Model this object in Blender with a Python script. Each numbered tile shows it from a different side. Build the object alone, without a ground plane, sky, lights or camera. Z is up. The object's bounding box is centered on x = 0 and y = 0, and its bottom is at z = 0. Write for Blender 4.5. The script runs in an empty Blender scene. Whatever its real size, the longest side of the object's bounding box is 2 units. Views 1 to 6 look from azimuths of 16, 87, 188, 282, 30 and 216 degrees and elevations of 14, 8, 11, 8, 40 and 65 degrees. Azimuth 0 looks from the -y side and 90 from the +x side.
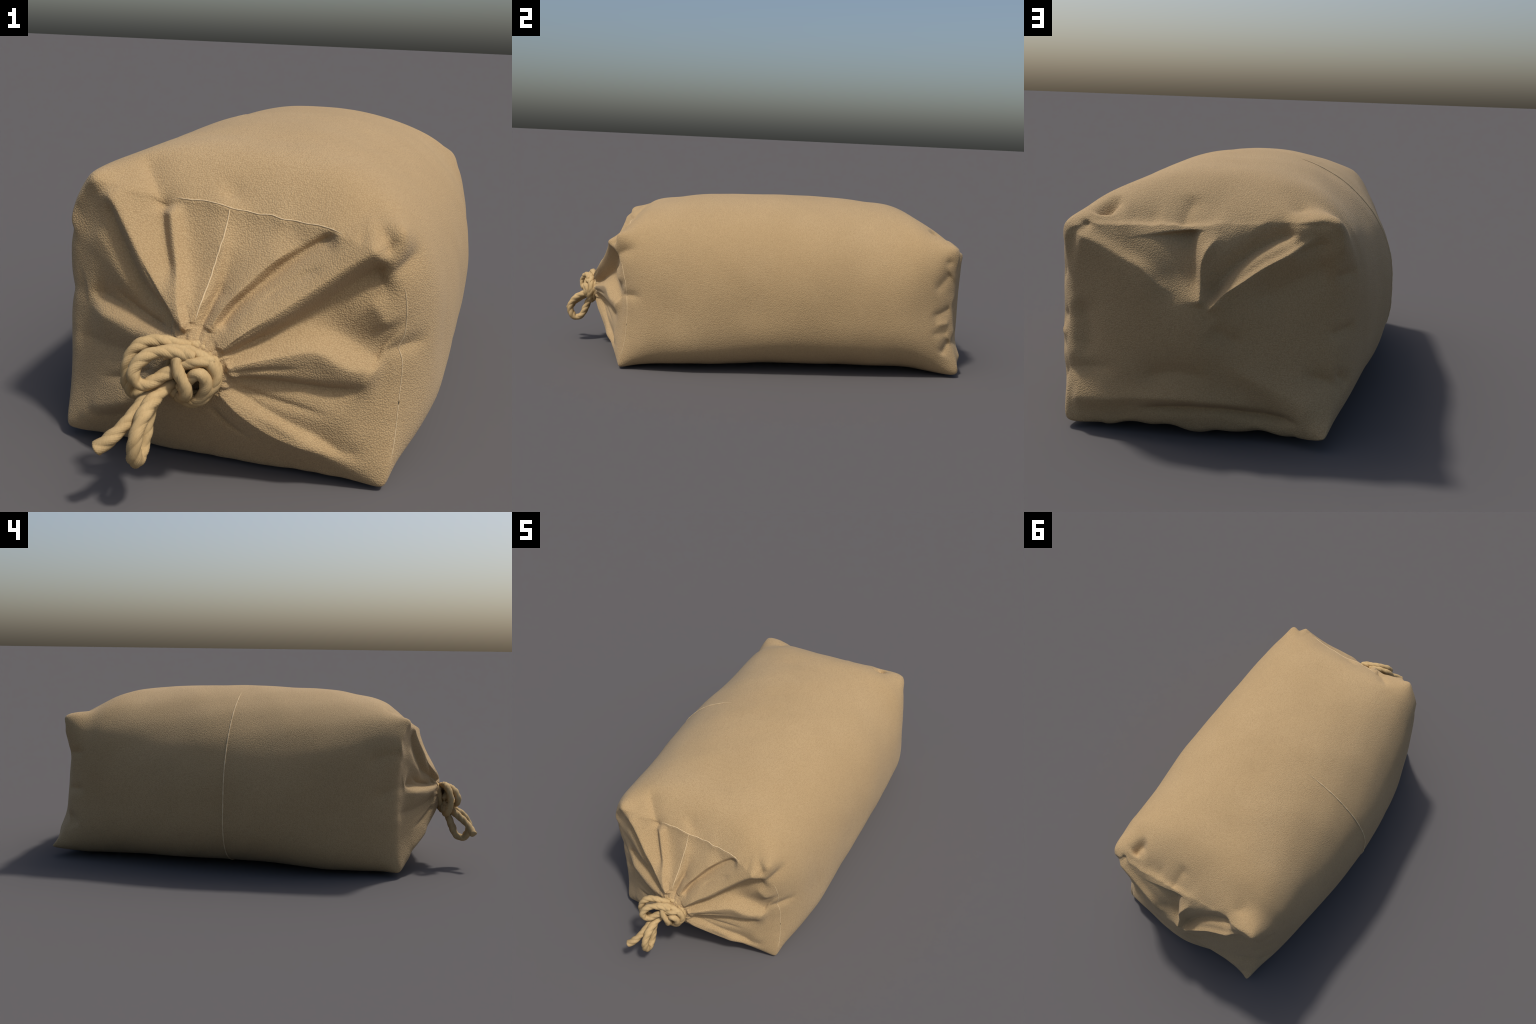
# A filled burlap sack lying on its side: cloth body, mouth gathered and tied with a
# laid rope, folded and stitched back end, pale seam threads.
import math
import numpy as np

# ----------------------------------------------------------------------------
# 1. THE FILLED CLOTH: a tube of superelliptic cross-sections along y, closed by
#    a gathered end (front, -y) and a folded, stitched end (back, +y).
# ----------------------------------------------------------------------------
QUAD = 208                   # grid columns per quarter of the girth
N_GIRTH = 4 * QUAD           # columns: 0 = right (+x), then top, left, bottom
N_FRONT, N_BODY, N_BACK = 150, 250, 140

# station y, left x, right x, bottom z, top z, centre x, centre z,
# corner squareness: right-top, left-top, left-bottom, right-bottom
STATIONS = np.array([
    [-0.660, -0.391, 0.435, 0.009, 0.640, 0.064, 0.323, 5.60, 5.00, 5.50, 6.50],
    [-0.570, -0.427, 0.488, -0.000, 0.730, 0.040, 0.333, 3.60, 3.30, 6.20, 5.00],
    [-0.400, -0.482, 0.518, -0.002, 0.778, 0.026, 0.307, 2.70, 2.45, 5.20, 4.00],
    [-0.100, -0.528, 0.534, -0.002, 0.804, 0.010, 0.313, 2.35, 2.10, 3.30, 3.15],
    [0.200, -0.534, 0.540, -0.002, 0.805, -0.006, 0.326, 2.35, 2.10, 3.10, 2.80],
    [0.500, -0.497, 0.527, -0.002, 0.792, -0.011, 0.307, 2.35, 2.30, 3.30, 2.85],
    [0.700, -0.468, 0.502, -0.002, 0.758, -0.009, 0.316, 3.05, 3.00, 3.60, 3.20],
    [0.820, -0.434, 0.458, 0.001, 0.691, 0.001, 0.365, 4.60, 4.10, 4.80, 5.00],
    [0.885, -0.402, 0.416, 0.014, 0.642, 0.018, 0.374, 7.00, 7.00, 6.00, 6.00],
])
# how far each rim bows in y: right, right-top, top, left-top, left, left-bottom, bottom, right-bottom
FRONT_RIM_Y = [-0.632, -0.675, -0.665, -0.664, -0.638, -0.660, -0.660, -0.650]
BACK_RIM_Y = [0.882, 0.885, 0.866, 0.868, 0.838, 0.905, 0.918, 0.920]
# pulled-out cloth corners: (place, reach)
EARS = [((0.425, 0.884, 0.618), 0.080), ((0.410, 0.925, 0.022), 0.065),
        ((-0.388, 0.876, 0.666), 0.065), ((-0.382, 0.962, 0.045), 0.060),
        ((0.420, -0.676, 0.624), 0.050), ((0.425, -0.655, 0.012), 0.050),
        ((-0.306, -0.678, 0.686), 0.060), ((-0.390, -0.665, 0.025), 0.050)]
NECK = np.array([0.012, -0.835, 0.315])      # where the rope chokes the mouth
NECK_RADIUS = 0.034
BACK_CENTRE = np.array([-0.01, 0.888, 0.32])
BACK_SWELL = 0.108


def smooth_step(x):
    x = np.clip(x, 0, 1)
    return x * x * (3 - 2 * x)


def spline_through(x, values):
    """Cubic curve through unevenly spaced rows of values."""
    x, values = np.asarray(x, float), np.asarray(values, float)
    h = np.diff(x)
    d = np.diff(values, axis=0) / h[:, None]
    m = np.zeros_like(values)
    m[1:-1] = (d[:-1] * h[1:, None] + d[1:] * h[:-1, None]) / (h[:-1] + h[1:])[:, None]
    m[0] = d[0] * 1.5 - m[1] * 0.5
    m[-1] = d[-1] * 1.5 - m[-2] * 0.5

    def at(q):
        i = np.clip(np.searchsorted(x, q) - 1, 0, len(x) - 2)
        t, w = ((q - x[i]) / h[i])[:, None], h[i][:, None]
        return ((2 * t**3 - 3 * t**2 + 1) * values[i] + (t**3 - 2 * t**2 + t) * w * m[i]
                + (-2 * t**3 + 3 * t**2) * values[i + 1] + (t**3 - t**2) * w * m[i + 1])
    return at


def smooth_path(points, step):
    """Evenly spaced points on a chord-length cubic through the given ones."""
    p = np.asarray(points, float)
    s = np.r_[0, np.cumsum(np.linalg.norm(np.diff(p, axis=0), axis=1))]
    f = spline_through(s, p)
    dense = f(np.linspace(0, s[-1], 40 * len(p)))
    a = np.r_[0, np.cumsum(np.linalg.norm(np.diff(dense, axis=0), axis=1))]
    n = max(4, int(a[-1] / step) + 1)
    q = np.linspace(0, a[-1], n)
    return np.stack([np.interp(q, a, dense[:, k]) for k in range(dense.shape[1])], -1)


def quarter_arc(a, b, n, count):
    u = np.linspace(0, 1, 1500)
    th = math.pi / 2 * u**3 * (u * (6 * u - 15) + 10)
    x, z = a * np.cos(th).clip(0) ** (2 / n), b * np.sin(th).clip(0) ** (2 / n)
    arc = np.r_[0, np.cumsum(np.hypot(np.diff(x), np.diff(z)))]
    q = np.arange(count) / count * arc[-1]
    return np.interp(q, arc, x), np.interp(q, arc, z)


def cross_section(row, count):
    left, right, low, high, cx, cz, n_rt, n_lt, n_lb, n_rb = row
    x1, z1 = quarter_arc(right - cx, high - cz, n_rt, count)
    x2, z2 = quarter_arc(high - cz, cx - left, n_lt, count)
    x3, z3 = quarter_arc(cx - left, cz - low, n_lb, count)
    x4, z4 = quarter_arc(cz - low, right - cx, n_rb, count)
    return np.r_[x1, -z2, -x3, z4] + cx, np.r_[z1, x2, -z3, -x4] + cz


def round_the_girth(values, count):
    """Periodic smooth interpolation of a few values to every column."""
    v, n = np.asarray(values, float), len(values)
    q = np.arange(count) / count * n
    i = q.astype(int)
    t = q - i
    a, b, c, d = v[(i - 1) % n], v[i % n], v[(i + 1) % n], v[(i + 2) % n]
    return 0.5 * (2 * b + (c - a) * t + (2 * a - 5 * b + 4 * c - d) * t * t + (3 * b - a - 3 * c + d) * t**3)


def blur(grid, rows, columns):
    """Repeated three-point averaging along the tube and around it."""
    g = grid.copy()
    for _ in range(rows):
        g[1:-1] = g[1:-1] * 0.5 + (g[:-2] + g[2:]) * 0.25
    for _ in range(columns):
        g = g * 0.5 + (np.roll(g, 1, 1) + np.roll(g, -1, 1)) * 0.25
    return g


def grid_normals(g):
    du = np.roll(g, -1, 1) - np.roll(g, 1, 1)
    dv = np.empty_like(g)
    dv[1:-1] = g[2:] - g[:-2]
    dv[0], dv[-1] = g[1] - g[0], g[-1] - g[-2]
    n = np.cross(du, dv)
    n = -n
    return n / (np.linalg.norm(n, axis=-1, keepdims=True) + 1e-12)


def plain_cloth():
    """Rows run from the choked neck over the front rim, the girth and the back rim to the back centre."""
    rows = spline_through(STATIONS[:, 0], STATIONS[:, 1:])
    ys = np.linspace(STATIONS[0, 0], STATIONS[-1, 0], N_BODY)
    table = rows(ys)
    table[:, 6:] = np.clip(table[:, 6:], 1.8, 12)
    body = np.zeros((N_BODY, N_GIRTH, 3))
    fy = round_the_girth(FRONT_RIM_Y, N_GIRTH) - STATIONS[0, 0]
    by = round_the_girth(BACK_RIM_Y, N_GIRTH) - STATIONS[-1, 0]
    for k, y in enumerate(ys):
        s = k / (N_BODY - 1)
        body[k, :, 0], body[k, :, 2] = cross_section(table[k], QUAD)
        body[k, :, 1] = y + fy * (1 - s) ** 4 + by * s**4
    # the load leans: both ends stand higher on the left than on the right
    s = np.linspace(0, 1, N_BODY)[:, None]
    lean = 0.10 * (1 - s) ** 9 + 0.05 * s**9
    body[..., 2] -= lean * body[..., 0] * smooth_step((body[..., 2] - 0.30) / 0.30)
    for place, reach in EARS:
        gap = np.linalg.norm(body - place, axis=-1)
        tip = body[np.unravel_index(gap.argmin(), gap.shape)].copy()
        pull = np.exp(-(np.linalg.norm(body - tip, axis=-1) / reach) ** 1.4)
        body += (np.array(place) - tip) * pull[..., None]

    # the stitched rims pucker a little, on their upper edges most
    turn = np.arange(N_GIRTH) / N_GIRTH * math.tau
    pucker = 0.0020 * np.sin(19 * turn + 1) + 0.0018 * np.sin(43 * turn) * np.sin(5 * turn + 1) + 0.0018 * np.sin(11 * turn + 2)
    pucker *= np.where(body[0, :, 2] > 0.5, 1.0, 0.35)
    s = np.linspace(0, 1, N_BODY)[:, None]
    edge = (1 - s) ** 40 + s**40
    body[..., 1] += pucker * edge * np.where(s < 0.5, -1, 1)
    body[..., 2] += np.roll(pucker, 9) * edge * 0.9
    # loose hem under the back end
    hem = 0.010 + 0.008 * np.sin(9 * turn + 0.5) + 0.006 * np.sin(21 * turn)
    body[..., 2] += np.where(body[..., 2] < 0.1, hem, 0) * s**18 * (np.abs(body[..., 0]) < 0.30)

    rim, t = body[0], np.linspace(1, 0, N_FRONT + 1)[:-1, None, None]
    out = rim - NECK
    out[:, 1] = 0
    ring = NECK + NECK_RADIUS * out / np.linalg.norm(out, axis=1, keepdims=True)
    calm = blur(np.repeat(rim[None], 3, 0), 0, 60)[1]            # puckers die out a little way in
    hold = (1 - smooth_step(t / 0.12))
    rim = calm * (1 - hold) + rim * hold
    front = rim * (1 - t) + ring * t
    reach = t[..., 0] ** (1.05 + 0.30 * smooth_step((rim[..., 2] - 0.35) / 0.25))
    front[..., 1] = rim[..., 1] * (1 - reach) + ring[:, 1] * reach
    front[..., 1] -= 0.012 * np.sin(math.pi * t[..., 0]) * (1 - smooth_step((rim[..., 2] - 0.2) / 0.25))

    # back end: a slack pillow between its rims
    rim, t = body[-1], np.linspace(0, 1, N_BACK + 1)[1:, None, None]
    calm = blur(np.repeat(rim[None], 3, 0), 0, 60)[1]
    hold = 1 - smooth_step(t / 0.12)
    rim = calm * (1 - hold) + rim * hold
    end = BACK_CENTRE + 0.004 * (rim - BACK_CENTRE)
    back = rim * (1 - t) + end * t
    u, w = (back[..., 0] - 0.005) / 0.43, (back[..., 2] - 0.325) / 0.325
    pillow = np.clip(1 - u * u, 0, 1) ** 1.2 * np.clip(1 - w * w, 0, 1) ** 0.8
    pillow *= 1 - 0.30 * smooth_step(-u * 2.5)
    back[..., 1] = end[..., 1] + (rim[..., 1] - end[..., 1]) * (1 - t[..., 0]) ** 3 + BACK_SWELL * pillow
    soft = blur(np.concatenate([body[-6:], back]), 50, 50)[6:]
    back += (soft - back) * smooth_step(t * 5)
    grid = np.concatenate([front, body, back])
    # the rims roll over softly, except the stitched upper ones
    round_over = blur(grid, 70, 0)
    row = np.arange(len(grid))[:, None]
    for centre, spread, top in ((N_FRONT, 13, 0.04), (N_FRONT + N_BODY, 12, 0.08)):
        near = np.exp(-((row - centre) / spread) ** 2.0)
        lip = top + (0.9 - top) * (1 - smooth_step((grid[centre, :, 2] - 0.50) / 0.10))
        for place, reach in EARS:                     # but the pinched corners keep their points
            lip = lip * (1 - 0.9 * np.exp(-(np.linalg.norm(grid[centre] - place, axis=-1) / 0.085) ** 2))
        grid = grid + (round_over - grid) * (near * lip)[..., None]
    return grid


# ----------------------------------------------------------------------------
# 2. FOLDS: every pleat, tuck and dent is a stroke along a path on the cloth.
#    (height, width on its left, width on its right, fade-in, fade-out, path)
#    The path is seen on the named face: front/back x,z   top x,y   left/right y,z
# ----------------------------------------------------------------------------
FACES = {"front": (1, -1, 0, 2), "back": (1, 1, 0, 2), "top": (2, 1, 0, 1), "left": (0, -1, 1, 2), "right": (0, 1, 1, 2)}
FOLDS = {
    "front": [
        (-0.025, 0.012, 0.016, 0, 0.5, [(0.013, 0.364), (0.013, 0.392), (0.022, 0.429), (0.032, 0.468), (0.035, 0.528)]),
        (-0.01, 0.02, 0.03, 0.3, 0.5, [(0.035, 0.437), (0.043, 0.496), (0.047, 0.563)]),
        (0.012, 0.03, 0.012, 0.05, 0.3, [(-0.006, 0.378), (-0.004, 0.422), (0.017, 0.455), (0.027, 0.535), (0.034, 0.634)]),
        (0.03, 0.03, 0.014, 0.02, 0.08, [(-0.012, 0.383), (-0.03, 0.417), (-0.055, 0.48), (-0.081, 0.551), (-0.111, 0.641)]),
        (-0.022, 0.025, 0.025, 0.3, 0, [(-0.061, 0.459), (-0.104, 0.536), (-0.124, 0.583), (-0.139, 0.643)]),
        (0.024, 0.022, 0.05, 0.02, 0.1, [(-0.021, 0.389), (-0.059, 0.428), (-0.12, 0.488), (-0.173, 0.552), (-0.228, 0.618), (-0.268, 0.666)]),
        (-0.02, 0.026, 0.018, 0.02, 0.15, [(-0.034, 0.384), (-0.076, 0.416), (-0.139, 0.451), (-0.194, 0.515), (-0.238, 0.583), (-0.268, 0.652)]),
        (0.007, 0.03, 0.035, 0.3, 0.2, [(-0.149, 0.42), (-0.214, 0.47), (-0.282, 0.537), (-0.322, 0.559)]),
        (-0.025, 0.014, 0.04, 0.02, 0.2, [(-0.053, 0.378), (-0.133, 0.374), (-0.22, 0.388), (-0.324, 0.404)]),
        (0.018, 0.05, 0.016, 0.02, 0.25, [(-0.041, 0.36), (-0.121, 0.36), (-0.206, 0.36), (-0.322, 0.365)]),
        (-0.015, 0.03, 0.03, 0.1, 0.25, [(-0.086, 0.313), (-0.189, 0.29), (-0.283, 0.279), (-0.374, 0.28)]),
        (0.01, 0.03, 0.03, 0.3, 0.3, [(-0.143, 0.19), (-0.237, 0.142), (-0.319, 0.109)]),
        (-0.012, 0.03, 0.03, 0.3, 0.3, [(-0.103, 0.152), (-0.225, 0.115), (-0.319, 0.089)]),
        (0.022, 0.05, 0.014, 0.02, 0.25, [(0.035, 0.389), (0.053, 0.433), (0.092, 0.481), (0.141, 0.532), (0.207, 0.583)]),
        (-0.026, 0.012, 0.022, 0.05, 0.12, [(0.052, 0.395), (0.079, 0.441), (0.128, 0.488), (0.177, 0.535), (0.231, 0.576), (0.284, 0.61)]),
        (-0.01, 0.01, 0.01, 0.3, 0.3, [(0.124, 0.446), (0.185, 0.497), (0.232, 0.525), (0.272, 0.545)]),
        (0.044, 0.055, 0.03, 0.02, 0.06, [(0.065, 0.353), (0.119, 0.402), (0.187, 0.452), (0.256, 0.505), (0.326, 0.56), (0.392, 0.598)]),
        (-0.037, 0.018, 0.05, 0.02, 0.12, [(0.077, 0.34), (0.132, 0.371), (0.196, 0.403), (0.258, 0.448), (0.324, 0.505), (0.369, 0.536), (0.407, 0.56)]),
        (-0.024, 0.05, 0.045, 0.5, 0.08, [(0.195, 0.407), (0.268, 0.398), (0.331, 0.366), (0.365, 0.338), (0.394, 0.316)]),
        (0.012, 0.03, 0.03, 0.3, 0.3, [(0.358, 0.474), (0.387, 0.437), (0.406, 0.395)]),
        (0.038, 0.035, 0.045, 0.02, 0.15, [(0.077, 0.317), (0.134, 0.334), (0.199, 0.347), (0.258, 0.354), (0.334, 0.312), (0.409, 0.3)]),
        (-0.03, 0.014, 0.045, 0.02, 0.3, [(0.08, 0.288), (0.151, 0.276), (0.232, 0.264), (0.31, 0.254), (0.386, 0.266)]),
        (-0.032, 0.05, 0.014, 0.02, 0.25, [(0.082, 0.269), (0.137, 0.222), (0.198, 0.183), (0.262, 0.144), (0.318, 0.105), (0.358, 0.095)]),
        (0.014, 0.016, 0.07, 0.02, 0.25, [(0.066, 0.259), (0.112, 0.196), (0.173, 0.144), (0.238, 0.115), (0.297, 0.095)]),
        (-0.012, 0.03, 0.03, 0, 0, [(0.35, 0.097)]),
        (-0.014, 0.014, 0.014, 0.2, 0.2, [(0.319, 0.602), (0.374, 0.61), (0.4, 0.572)]),
        (-0.008, 0.008, 0.008, 0.1, 0.5, [(-0.006, 0.39), (-0.026, 0.431), (-0.047, 0.468)]),
        (-0.006, 0.009, 0.009, 0.2, 0.5, [(0.077, 0.361), (0.127, 0.399), (0.183, 0.435)]),
        (-0.007, 0.009, 0.009, 0.2, 0.5, [(0.093, 0.307), (0.163, 0.311), (0.246, 0.313)]),
        (-0.009, 0.01, 0.012, 0.1, 0.5, [(0.087, 0.265), (0.154, 0.234), (0.223, 0.211), (0.317, 0.181)]),
        (-0.009, 0.01, 0.012, 0.1, 0.5, [(0.039, 0.213), (0.075, 0.157), (0.13, 0.111)]),
        (-0.009, 0.01, 0.01, 0.1, 0.5, [(-0.073, 0.374), (-0.157, 0.391), (-0.258, 0.439)]),
        (-0.007, 0.009, 0.009, 0.1, 0.5, [(-0.054, 0.409), (-0.114, 0.469), (-0.162, 0.533)]),
        (-0.008, 0.01, 0.012, 0.1, 0.5, [(-0.094, 0.281), (-0.175, 0.236), (-0.289, 0.194)]),
        (0.008, 0.008, 0.012, 0.1, 0.5, [(0.04, 0.394), (0.074, 0.46), (0.124, 0.51)]),
    ],
    "top": [
        (-0.02, 0.022, 0.03, 0, 0.4, [(-0.141, -0.667), (-0.172, -0.629), (-0.228, -0.567)]),
        (-0.01, 0.03, 0.03, 0.2, 0.4, [(0.014, -0.648), (0.034, -0.609)]),
        (-0.004, 0.025, 0.025, 0.15, 0.4, [(0.322, -0.661), (0.335, -0.628), (0.344, -0.587)]),
        (-0.013, 0.03, 0.03, 0, 0, [(-0.269, 0.805)]),
        (-0.015, 0.03, 0.03, 0.3, 0.1, [(0.052, 0.772), (0.065, 0.831), (0.069, 0.885)]),
        (-0.01, 0.04, 0.04, 0.3, 0.3, [(0.253, 0.866), (0.196, 0.859), (0.127, 0.853)]),
        (-0.05, 0.022, 0.022, 0.35, 0.1, [(0.282, 0.784), (0.311, 0.817), (0.317, 0.856)]),
    ],
    "right": [
        (-0.015, 0.025, 0.03, 0, 0.6, [(-0.674, 0.526), (-0.641, 0.552), (-0.56, 0.569)]),
        (-0.015, 0.022, 0.022, 0, 0.6, [(-0.642, 0.347), (-0.608, 0.353), (-0.54, 0.352)]),
        (-0.011, 0.018, 0.018, 0, 0, [(0.848, 0.557)]),
        (-0.012, 0.03, 0.03, 0.1, 0.4, [(0.859, 0.508), (0.808, 0.45), (0.77, 0.419)]),
        (-0.011, 0.028, 0.018, 0.1, 0.4, [(0.872, 0.343), (0.798, 0.315), (0.76, 0.313)]),
        (0.008, 0.015, 0.015, 0.1, 0.3, [(0.868, 0.272), (0.795, 0.27)]),
        (-0.008, 0.02, 0.02, 0.1, 0.4, [(0.868, 0.226), (0.792, 0.228), (0.766, 0.229)]),
        (-0.017, 0.026, 0.026, 0.1, 0.2, [(0.878, 0.189), (0.859, 0.157), (0.838, 0.121)]),
    ],
    "left": [
        (-0.01, 0.03, 0.03, 0.1, 0.4, [(-0.659, 0.55), (-0.589, 0.536), (-0.496, 0.494)]),
        (-0.01, 0.03, 0.03, 0.1, 0.4, [(-0.67, 0.412), (-0.608, 0.381), (-0.514, 0.342)]),
        (-0.014, 0.018, 0.018, 0, 0.5, [(0.841, 0.503), (0.756, 0.508)]),
        (-0.014, 0.018, 0.018, 0, 0.5, [(0.849, 0.332), (0.756, 0.342)]),
        (-0.014, 0.02, 0.02, 0, 0.5, [(0.846, 0.203), (0.795, 0.165)]),
    ],
    "back": [
        (0.022, 0.015, 0.07, 0.1, 0.3, [(0.391, 0.595), (0.31, 0.575), (0.221, 0.537), (0.155, 0.51), (0.117, 0.473), (0.048, 0.445)]),
        (-0.044, 0.022, 0.07, 0.05, 0.45, [(0.047, 0.62), (0.028, 0.541), (0.004, 0.469), (-0.011, 0.434)]),
        (0.02, 0.018, 0.016, 0.12, 0.3, [(-0.018, 0.412), (-0.011, 0.471), (-0.008, 0.53), (-0.022, 0.575), (-0.057, 0.62)]),
        (-0.042, 0.045, 0.015, 0.15, 0.15, [(-0.032, 0.412), (-0.056, 0.472), (-0.11, 0.534), (-0.194, 0.593), (-0.284, 0.627)]),
        (0.02, 0.009, 0.03, 0.12, 0.2, [(-0.033, 0.398), (-0.07, 0.448), (-0.131, 0.493), (-0.19, 0.535), (-0.252, 0.569), (-0.294, 0.597), (-0.333, 0.625)]),
        (-0.016, 0.025, 0.03, 0.3, 0.3, [(-0.264, 0.568), (-0.319, 0.591), (-0.372, 0.607)]),
        (0.013, 0.05, 0.05, 0.3, 0.2, [(-0.061, 0.26), (-0.158, 0.208), (-0.253, 0.163), (-0.377, 0.102)]),
        (-0.012, 0.03, 0.03, 0.3, 0.3, [(-0.043, 0.362), (-0.076, 0.337), (-0.143, 0.309)]),
        (-0.024, 0.03, 0.03, 0.4, 0.2, [(-0.29, 0.226), (-0.348, 0.2), (-0.421, 0.15)]),
        (0.018, 0.035, 0.03, 0.05, 0.3, [(0.398, 0.098), (0.296, 0.106), (0.151, 0.129), (0.013, 0.137), (-0.119, 0.125), (-0.244, 0.105)]),
        (-0.016, 0.03, 0.03, 0, 0.6, [(0.402, 0.176), (0.332, 0.192), (0.219, 0.206)]),
        (-0.012, 0.03, 0.03, 0.3, 0.3, [(0.177, 0.175), (0.043, 0.219), (-0.066, 0.194)]),
        (-0.024, 0.014, 0.016, 0.2, 0.15, [(0.194, 0.089), (0.082, 0.1), (-0.082, 0.104), (-0.126, 0.098), (-0.258, 0.083), (-0.316, 0.075)]),
        (-0.026, 0.014, 0.014, 0, 0, [(0.356, 0.619)]),
        (-0.022, 0.05, 0.06, 0.3, 0.2, [(-0.139, 0.419), (-0.228, 0.467), (-0.315, 0.513), (-0.385, 0.551)]),
        (-0.018, 0.05, 0.05, 0.3, 0.3, [(0.384, 0.406), (0.346, 0.314), (0.356, 0.201)]),
    ],
}


def lift(flat, face, grid, normals):
    """Drop face coordinates on to the cloth."""
    axis, sign, a, b = FACES[face]
    facing = normals[..., axis] * sign > 0.02
    if face == "front":
        facing &= grid[..., 1] < -0.45
    if face == "back":
        facing &= grid[..., 1] > 0.70
    if face in ("left", "right", "top"):
        facing &= (grid[..., 1] > -0.70) & (grid[..., 1] < 0.95)
        if face == "top":
            facing &= grid[..., 2] > 0.3
    p = grid[facing]
    return np.array([p[((p[:, [a, b]] - q) ** 2).sum(1).argmin()] for q in np.asarray(flat, float)])


def press_folds(grid):
    """Push the cloth along the axis each face looks, strokes added up and then softly limited."""
    sharp = grid_normals(grid)
    flat, moved = grid.reshape(-1, 3), grid.copy().reshape(-1, 3)
    for face, strokes in FOLDS.items():
        axis, sign, a, b = FACES[face]
        facing, height = np.zeros(3), np.zeros(len(flat))
        facing[axis] = sign
        for amount, w_left, w_right, fade_in, fade_out, path in strokes:
            line = lift(path, face, grid, sharp)
            line = smooth_path(line, 0.012) if len(path) > 1 else line + np.array([[0, 0, 0], [1e-4, 1e-4, 1e-4]])
            reach = 2.6 * max(w_left, w_right)
            near = np.all((flat > line.min(0) - reach) & (flat < line.max(0) + reach), axis=1).nonzero()[0]
            p = flat[near]
            best, along, side = np.full(len(p), 1e9), np.zeros(len(p)), np.zeros(len(p))
            legs = np.linalg.norm(np.diff(line, axis=0), axis=1)
            total, walked = legs.sum(), 0.0
            for q0, q1, leg in zip(line[:-1], line[1:], legs):
                d = q1 - q0
                s = np.clip(((p - q0) @ d) / (d @ d), 0, 1)
                r = p - q0 - s[:, None] * d
                gap = np.linalg.norm(r, axis=1)
                win = gap < best
                best[win], along[win] = gap[win], ((walked + s * leg) / total)[win]
                side[win] = (r @ np.cross(facing, d / leg))[win]
                walked += leg
            blend = smooth_step(side / (best + 1e-9) * 0.5 + 0.5)
            width = w_right + (w_left - w_right) * blend
            if face == "front":                      # pleats narrow and flatten as they run into the rope
                off = np.hypot(p[:, 0] - NECK[0], p[:, 2] - NECK[2])
                width = width * np.clip(off / 0.17, 0.22, 1)
            shape = np.exp(-np.abs(best / width) ** 1.45)
            if face == "front":
                shape *= smooth_step((off - NECK_RADIUS * 0.9) / 0.11)
            shape *= smooth_step(along / fade_in if fade_in > 0 else np.ones(len(p)))
            shape *= smooth_step((1 - along) / fade_out if fade_out > 0 else np.ones(len(p)))
            height[near] += amount * shape
        height = np.where(height > 0, 0.060 * np.tanh(height / 0.060), 0.065 * np.tanh(height / 0.065))
        moved += height[:, None] * facing
    return moved.reshape(grid.shape)


def cloth_surface():
    grid = plain_cloth()
    grid = press_folds(grid)
    # small pleats pinched together where the rope bites
    turn = np.arange(N_GIRTH) / N_GIRTH * math.tau
    pinch = 0.5 * np.sin(17 * turn + 0.6) + 0.35 * np.sin(29 * turn + 2.0) + 0.3 * np.sin(11 * turn)
    t = np.linspace(1, 0, N_FRONT)[:, None]
    out = grid[:N_FRONT] - NECK
    out[..., 1] *= 0.3
    grid[:N_FRONT] += out / (np.linalg.norm(out, axis=-1, keepdims=True) + 1e-9) * (pinch * 0.004 * smooth_step((t - 0.66) / 0.34))[..., None]
    # slack, uneven filling
    x, y, z = grid[..., 0], grid[..., 1], grid[..., 2]
    lump = (np.sin(9 * x + 5 * y + 1) * np.sin(8 * y - 3 * z + 2) + 0.6 * np.sin(17 * y + 4 * x) * np.sin(15 * z + 9 * x + 1)
            + 0.4 * np.sin(31 * x - 12 * y) * np.sin(27 * z + 22 * y))
    grid = grid + grid_normals(grid) * (0.0022 * lump)[..., None]
    grid = blur(grid, 2, 2)
    low = grid[..., 2]
    grid[..., 2] = np.where(low < 0.012, 0.012 * np.exp(np.minimum(low - 0.012, 0) / 0.012), low)
    grid[..., 2] -= grid[..., 2].min()
    return grid


# ----------------------------------------------------------------------------
# 3. ROPE: laid from three twisted strands, each grooved by its yarns
# ----------------------------------------------------------------------------
def laid_rope(points, radius, turn_offset=0.0, pitch=0.10, taper=(0.0, 0.0), around=96):
    line = smooth_path(points, 0.0022)
    n = len(line)
    tangent = np.gradient(line, axis=0)
    tangent /= np.linalg.norm(tangent, axis=1, keepdims=True)
    side = np.zeros_like(line)
    s = np.cross(tangent[0], [0.3, 0.2, 1.0])
    for k in range(n):                                  # parallel transport
        s = s - tangent[k] * (s @ tangent[k])
        s /= np.linalg.norm(s)
        side[k] = s
    other = np.cross(tangent, side)
    walked = np.r_[0, np.cumsum(np.linalg.norm(np.diff(line, axis=0), axis=1))]
    th = np.arange(around) / around * math.tau
    twist = walked[:, None] / pitch * math.tau + turn_offset
    phase = th[None, :] - twist
    strand = np.abs(np.cos(1.5 * phase))
    yarn = np.sin(17 * phase + 1.3 * np.sin(walked[:, None] * 90) + 2 * np.sin(3 * th)[None, :])
    fat = 1 + 0.06 * np.sin(walked * 55 + turn_offset) + 0.04 * np.sin(walked * 130)
    r = radius * fat[:, None] * (0.86 + 0.16 * strand**0.9 + 0.045 * yarn)
    left_over = walked[-1] - walked
    for end, gone in ((taper[0], walked), (taper[1], left_over)):
        if end:
            r = r * (0.35 + 0.65 * np.sqrt(np.clip(gone / end, 0, 1)))[:, None]
    grid = line[:, None] + r[..., None] * (np.cos(th)[None, :, None] * side[:, None] + np.sin(th)[None, :, None] * other[:, None])
    return grid


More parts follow.
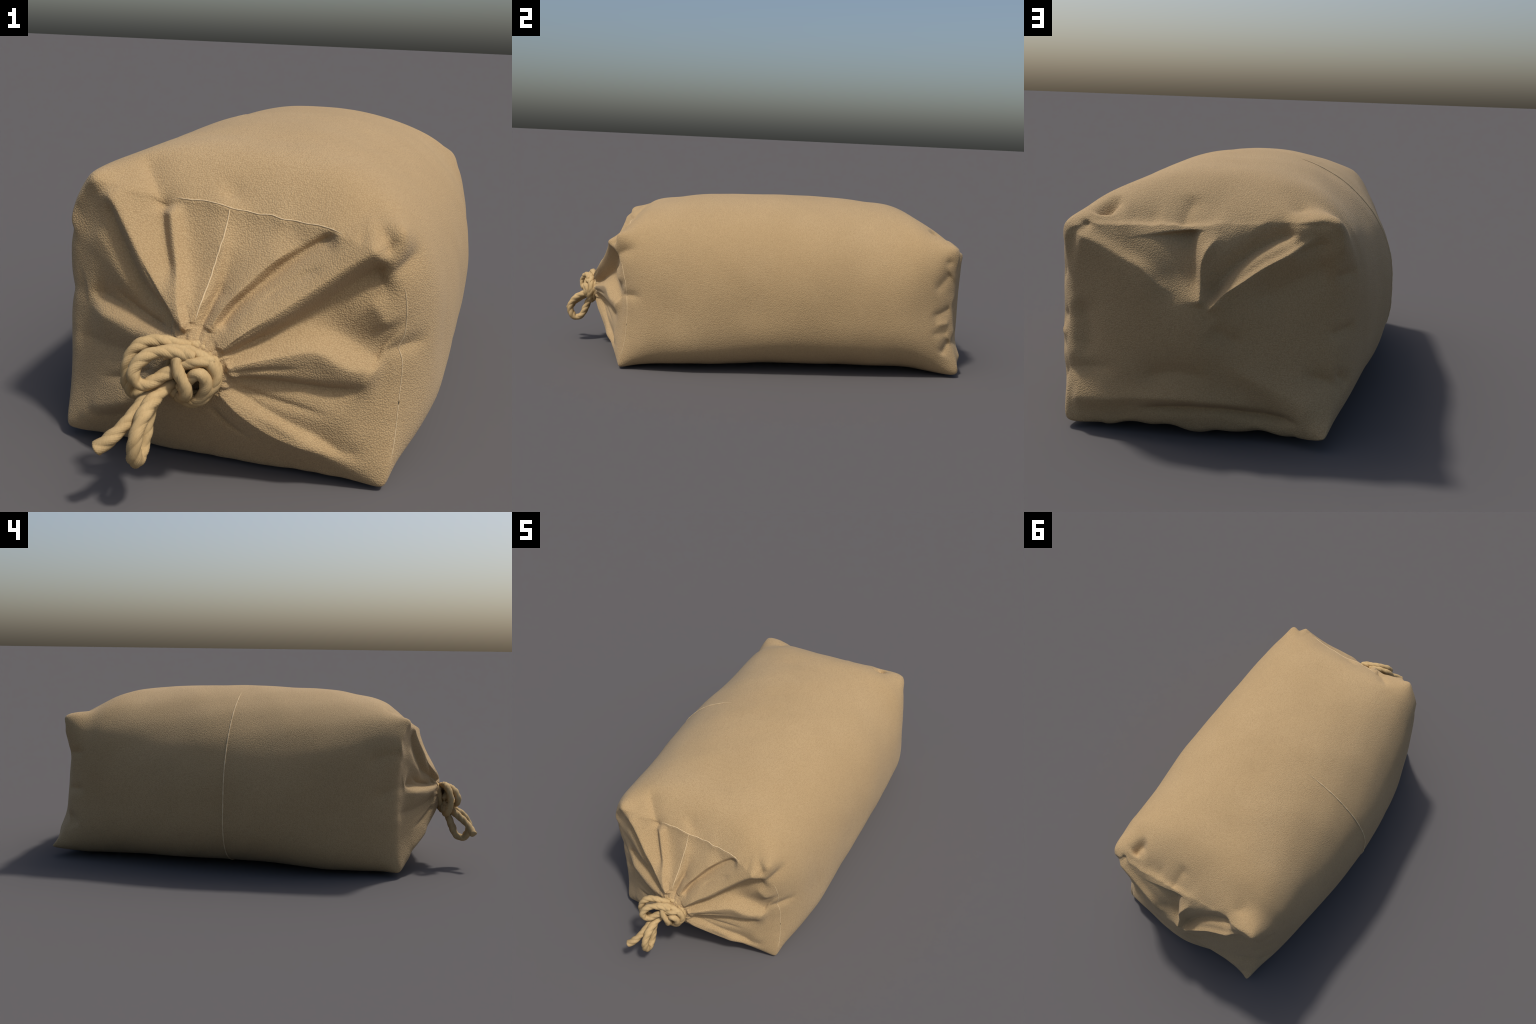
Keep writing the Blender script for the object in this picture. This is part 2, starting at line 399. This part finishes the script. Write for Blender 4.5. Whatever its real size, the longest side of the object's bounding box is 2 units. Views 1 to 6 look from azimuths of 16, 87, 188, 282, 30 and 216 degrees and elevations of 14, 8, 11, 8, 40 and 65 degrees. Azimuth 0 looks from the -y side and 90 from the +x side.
ROPE_RADIUS = 0.0142
ROPE_PIECES = {
    "rope_knot": [
        # turns that choke the neck
        ([(0.044, -0.818, 0.338), (0.062, -0.826, 0.310), (0.050, -0.830, 0.262), (0.008, -0.836, 0.246), (-0.030, -0.836, 0.268),
          (-0.042, -0.828, 0.312), (-0.022, -0.822, 0.348), (0.014, -0.816, 0.354), (0.044, -0.818, 0.338)], 1.0),
        ([(-0.046, -0.878, 0.350), (-0.014, -0.862, 0.356), (0.018, -0.850, 0.350), (0.052, -0.846, 0.330), (0.066, -0.842, 0.300),
          (0.050, -0.848, 0.262), (0.018, -0.848, 0.238), (-0.010, -0.846, 0.244), (-0.032, -0.852, 0.262)], 1.12),
        # crossing strands in front
        ([(0.000, -0.846, 0.352), (-0.012, -0.872, 0.338), (-0.004, -0.880, 0.312), (0.010, -0.878, 0.284), (0.006, -0.868, 0.258), (-0.014, -0.850, 0.246)], 1.12),
        ([(-0.008, -0.858, 0.272), (0.016, -0.868, 0.296), (0.036, -0.872, 0.314), (0.050, -0.864, 0.300), (0.048, -0.858, 0.272), (0.030, -0.852, 0.246), (0.006, -0.842, 0.240)], 1.08),
        ([(0.056, -0.842, 0.336), (0.030, -0.866, 0.336), (0.006, -0.866, 0.330), (-0.020, -0.858, 0.312), (-0.040, -0.846, 0.296)], 1.0),
    ],
    "front_rope_loop": [
        ([(0.020, -0.856, 0.344), (-0.020, -0.872, 0.354), (-0.060, -0.888, 0.352), (-0.086, -0.904, 0.334), (-0.095, -0.913, 0.310),
          (-0.088, -0.910, 0.290), (-0.072, -0.902, 0.283), (-0.054, -0.888, 0.292), (-0.032, -0.874, 0.306), (-0.010, -0.858, 0.318)], 1.0)],
    "rear_rope_loop": [
        ([(0.000, -0.834, 0.352), (-0.040, -0.848, 0.366), (-0.086, -0.860, 0.364), (-0.112, -0.872, 0.346), (-0.125, -0.880, 0.312),
          (-0.125, -0.876, 0.274), (-0.118, -0.866, 0.248), (-0.092, -0.858, 0.240), (-0.062, -0.852, 0.248), (-0.030, -0.846, 0.266)], 1.0)],
    "hanging_rope_loop": [
        ([(-0.030, -0.850, 0.278), (-0.046, -0.880, 0.260), (-0.054, -0.908, 0.250), (-0.060, -0.942, 0.228), (-0.064, -0.966, 0.194),
          (-0.068, -0.966, 0.154), (-0.070, -0.944, 0.126), (-0.072, -0.916, 0.134), (-0.074, -0.892, 0.178), (-0.070, -0.874, 0.222), (-0.050, -0.858, 0.262)], 1.12)],
    "rope_end": [
        ([(-0.046, -0.862, 0.272), (-0.066, -0.888, 0.252), (-0.078, -0.910, 0.236), (-0.090, -0.936, 0.216), (-0.106, -0.960, 0.196), (-0.126, -0.976, 0.175), (-0.148, -0.988, 0.158)], 1.12)],
}


# ----------------------------------------------------------------------------
# 4. BLENDER: materials, meshes, hierarchy
# ----------------------------------------------------------------------------
import bpy


class Nodes:
    """Small helper to write shader node trees as expressions."""

    def __init__(self, name):
        self.material = bpy.data.materials.new(name)
        self.material.use_nodes = True
        self.tree = self.material.node_tree
        self.bsdf = self.tree.nodes["Principled BSDF"]

    def put(self, socket, value):
        if isinstance(value, bpy.types.NodeSocket):
            self.tree.links.new(value, socket)
        else:
            socket.default_value = value

    def node(self, kind, out=0, settings=None, **inputs):
        n = self.tree.nodes.new(kind)
        for k, v in (settings or {}).items():
            setattr(n, k, v)
        for k, v in inputs.items():
            self.put(n.inputs[int(k[1:])] if k[0] == "_" and k[1:].isdigit() else n.inputs[k.replace("_", " ")], v)
        return n.outputs[out]

    def math(self, op, a, b=0.0, c=0.0):
        return self.node("ShaderNodeMath", settings={"operation": op}, _0=a, _1=b, _2=c)

    def vector(self, op, a, b=(0, 0, 0)):
        return self.node("ShaderNodeVectorMath", settings={"operation": op}, _0=a, _1=b)

    def noise(self, where, scale, detail=2.0, rough=0.5, out=0):
        return self.node("ShaderNodeTexNoise", out=out, Vector=where, Scale=scale, Detail=detail, Roughness=rough)

    def mix(self, factor, a, b, blend="MIX"):
        return self.node("ShaderNodeMix", out=2, settings={"data_type": "RGBA", "blend_type": blend}, _0=factor, _6=a, _7=b)

    def ramp(self, value, low, high):
        return self.node("ShaderNodeMapRange", Value=value, From_Min=low, From_Max=high)


CLOTH_COLOUR = (0.435, 0.306, 0.155, 1)
CLOTH_LIGHT = (0.482, 0.345, 0.182, 1)
CLOTH_DARK = (0.375, 0.255, 0.126, 1)
THREAD_PITCH = 0.0040


def burlap():
    m = Nodes("burlap")
    place = m.node("ShaderNodeTexCoord", out=3)
    # pebbly crowns where the threads cross, nudged so that rows waver
    warp = m.vector("SUBTRACT", m.noise(place, 40.0, 2.0, out=1), (0.5, 0.5, 0.5))
    bent = m.vector("ADD", place, m.vector("MULTIPLY", warp, (0.004, 0.004, 0.004)))
    crown = m.node("ShaderNodeTexVoronoi", settings={"feature": "F1", "distance": "EUCLIDEAN"}, Vector=bent, Scale=1.0 / THREAD_PITCH, Randomness=0.8)
    weave = m.node("ShaderNodeMapRange", Value=crown, From_Min=0.12, From_Max=0.78, To_Min=1.0, To_Max=0.0)
    fuzz = m.noise(place, 420.0, 2.0, 0.6)
    patchy = m.noise(place, 2.6, 4.0, 0.55)
    slub = m.noise(place, 85.0, 3.0, 0.65)
    colour = m.mix(m.ramp(patchy, 0.35, 0.68), CLOTH_COLOUR, CLOTH_LIGHT)
    colour = m.mix(m.math("MULTIPLY", m.ramp(slub, 0.45, 0.8), 0.35), colour, CLOTH_DARK)
    colour = m.mix(m.math("MULTIPLY", m.math("SUBTRACT", 1.0, weave), 0.60), colour, (0.295, 0.192, 0.092, 1))
    relief = m.math("ADD", weave, m.math("MULTIPLY", fuzz, 0.45))
    relief = m.math("ADD", relief, m.math("MULTIPLY", slub, 0.5))
    bump = m.node("ShaderNodeBump", Strength=0.62, Distance=0.0016, Height=relief)
    m.put(m.bsdf.inputs["Base Color"], colour)
    m.put(m.bsdf.inputs["Normal"], bump)
    m.put(m.bsdf.inputs["Roughness"], 0.92)
    m.put(m.bsdf.inputs["Specular IOR Level"], 0.15)
    m.put(m.bsdf.inputs["Sheen Weight"], 0.08)
    m.put(m.bsdf.inputs["Sheen Roughness"], 0.6)
    return m.material


def hemp(name, colour, light, dark):
    m = Nodes(name)
    place = m.node("ShaderNodeTexCoord", out=3)
    blotch = m.noise(place, 22.0, 3.0, 0.6)
    fibre = m.noise(m.vector("MULTIPLY", place, (1.0, 0.35, 0.35)), 330.0, 3.0, 0.65)
    c = m.mix(m.ramp(blotch, 0.35, 0.65), colour, light)
    c = m.mix(m.math("MULTIPLY", m.ramp(fibre, 0.45, 0.75), 0.45), c, dark)
    bump = m.node("ShaderNodeBump", Strength=0.5, Distance=0.0012, Height=fibre)
    m.put(m.bsdf.inputs["Base Color"], c)
    m.put(m.bsdf.inputs["Normal"], bump)
    m.put(m.bsdf.inputs["Roughness"], 0.85)
    m.put(m.bsdf.inputs["Specular IOR Level"], 0.2)
    return m.material


def plain_material(name, colour):
    m = Nodes(name)
    place = m.node("ShaderNodeTexCoord", out=3)
    m.put(m.bsdf.inputs["Base Color"], m.mix(m.noise(place, 200.0), colour, tuple(0.85 * c for c in colour[:3]) + (1,)))
    m.put(m.bsdf.inputs["Roughness"], 0.9)
    return m.material


def mesh_object(name, verts, faces, material, parent, normals=None, kind=None):
    mesh = bpy.data.meshes.new(name)
    mesh.from_pydata(verts.reshape(-1, 3), [], faces)
    mesh.polygons.foreach_set("use_smooth", np.ones(len(mesh.polygons), bool))
    mesh.materials.append(material)
    mesh.update()
    if normals is not None:
        mesh.normals_split_custom_set_from_vertices(normals.reshape(-1, 3))
    obj = bpy.data.objects.new(name, mesh)
    bpy.context.scene.collection.objects.link(obj)
    obj.parent = parent
    if kind:
        obj["kind"] = kind
    return obj


def tube_faces(rows, columns, flip=False):
    i, j = np.meshgrid(np.arange(rows - 1), np.arange(columns), indexing="ij")
    a, b = i * columns + j, i * columns + (j + 1) % columns
    quads = np.stack([a, a + columns, b + columns, b], -1).reshape(-1, 4)
    return (quads[:, ::-1] if flip else quads).tolist()


def closed_tube(name, grids, material, parent):
    """One mesh from several tubes, each closed by a fan at both ends."""
    verts, faces, start = [], [], 0
    for g in grids:
        rows, columns = g.shape[:2]
        pts = np.concatenate([g.reshape(-1, 3), g[0].mean(0)[None], g[-1].mean(0)[None]])
        faces += [[start + v for v in f] for f in tube_faces(rows, columns, True)]
        first, last, base = start + rows * columns, start + rows * columns + 1, start + (rows - 1) * columns
        faces += [[first, start + (j + 1) % columns, start + j] for j in range(columns)]
        faces += [[last, base + j, base + (j + 1) % columns] for j in range(columns)]
        verts.append(pts)
        start += len(pts)
    return mesh_object(name, np.concatenate(verts), faces, material, parent)


def thread(points, radius):
    """A thin sewing thread with pointed ends and a slight waver."""
    line = smooth_path(points, 0.004)
    tangent = np.gradient(line, axis=0)
    tangent /= np.linalg.norm(tangent, axis=1, keepdims=True) + 1e-12
    side = np.cross(tangent, [0.31, 0.22, 0.92])
    side /= np.linalg.norm(side, axis=1, keepdims=True)
    other = np.cross(tangent, side)
    s = np.linspace(0, 1, len(line))
    r = radius * np.minimum(1, 12 * np.minimum(s, 1 - s) + 0.15) * (1 + 0.18 * np.sin(130 * s) + 0.12 * np.sin(310 * s))
    th = np.arange(10) / 10 * math.tau
    return line[:, None] + r[:, None, None] * (np.cos(th)[None, :, None] * side[:, None] + np.sin(th)[None, :, None] * other[:, None])


def build():
    cloth = cloth_surface()
    normals = grid_normals(cloth)
    cloth_mat = burlap()
    rope_mat = hemp("twisted_rope", (0.440, 0.308, 0.148, 1), (0.490, 0.352, 0.176, 1), (0.340, 0.225, 0.100, 1))
    seam_mat = hemp("seam_thread", (0.60, 0.455, 0.27, 1), (0.64, 0.49, 0.295, 1), (0.52, 0.38, 0.21, 1))
    gap_mat = plain_material("dark_gap", (0.02, 0.016, 0.012, 1))

    sack = bpy.data.objects.new("burlap_sack", None)
    bpy.context.scene.collection.objects.link(sack)
    sack["label"] = "stuffed tan burlap sack tied shut with twisted rope"
    sack["category"] = "sack"

    f, b = N_FRONT, N_FRONT + N_BODY - 1
    for name, lo, hi in (("gathered_end", 0, f), ("sack_body", f, b), ("folded_end", b, len(cloth) - 1)):
        part, nrm = cloth[lo:hi + 1], normals[lo:hi + 1]
        verts, nv = part.reshape(-1, 3), nrm.reshape(-1, 3)
        faces = tube_faces(len(part), N_GIRTH)
        for rim, flip, toward in ((0, False, (0, -1, 0)), (len(part) - 1, True, (0, 1, 0))):
            if (name == "gathered_end" and rim == 0) or (name == "folded_end" and rim):
                verts = np.concatenate([verts, part[rim].mean(0)[None]])
                nv = np.concatenate([nv, np.array([toward], float)])
                tip, base = len(verts) - 1, rim * N_GIRTH
                ring = [[tip, base + j, base + (j + 1) % N_GIRTH] for j in range(N_GIRTH)]
                faces += [r[::-1] for r in ring] if flip else ring
        mesh_object(name, verts, faces, cloth_mat, sack, nv)

    # seam threads lie on the finished cloth
    def on_rim(x0, x1):
        ring, nrm = cloth[f], normals[f]
        top = np.where((ring[:, 2] > 0.45) & (ring[:, 0] > x0) & (ring[:, 0] < x1))[0]
        top = top[np.argsort(ring[top, 0])][::5]
        return ring[top] + 0.0002 * nrm[top]

    def on_side(z0, z1, step=5):
        ring, nrm = cloth[f], normals[f]
        pick = np.where((ring[:, 0] > 0.33) & (ring[:, 2] > z0) & (ring[:, 2] < z1))[0]
        pick = pick[np.argsort(-ring[pick, 2])][::step]
        return ring[pick] + 0.0002 * nrm[pick]

    def on_face(face, path, raise_by=0.0004):
        axis, sign, a, c = FACES[face]
        facing = normals[..., axis] * sign > -0.2
        facing &= (cloth[..., 1] < -0.5) if face == "front" else (cloth[..., 1] < 0.6)
        if face == "left":
            facing &= cloth[..., 0] < 0
        p, n = cloth[facing], normals[facing]
        fine = smooth_path(np.array([(u, v) for u, v in path], float), 0.012)
        k = [((p[:, [a, c]] - q) ** 2).sum(1).argmin() for q in fine]
        return p[k] + raise_by * n[k]

    girdle = cloth[N_FRONT + int(N_BODY * 0.487)]
    gn = normals[N_FRONT + int(N_BODY * 0.487)]
    keep = np.arange(int(QUAD * 1.22), int(QUAD * 2.93), 6)
    closed_tube("rim_seam", [thread(on_rim(-0.12, 0.30), 0.0016), thread(on_side(0.06, 0.50), 0.0014)], seam_mat, sack)
    closed_tube("mouth_seam", [thread(on_face("front", MOUTH_SEAM), 0.0017)], seam_mat, sack)
    closed_tube("side_seam", [thread(girdle[keep] + 0.0010 * gn[keep], 0.0024)], seam_mat, sack)
    gap = on_side(0.203, 0.219, 1)
    closed_tube("seam_gap", [thread(gap + [0.001, -0.001, 0], 0.0010)], gap_mat, sack)

    tie = None
    for k, (name, strands) in enumerate(ROPE_PIECES.items()):
        grids = [laid_rope(p, ROPE_RADIUS * s * (0.9 if name == "rope_knot" else 1.0), 0.9 * i + k, taper=(0, 0.005) if name == "rope_end" else (0, 0)) for i, (p, s) in enumerate(strands)]
        obj = closed_tube(name, grids, rope_mat, tie or sack)
        tie = tie or obj
    bpy.context.view_layer.update()


MOUTH_SEAM = [(0.029, 0.640), (0.026, 0.600), (0.020, 0.540), (0.012, 0.480), (0.004, 0.430), (-0.002, 0.400)]
build()
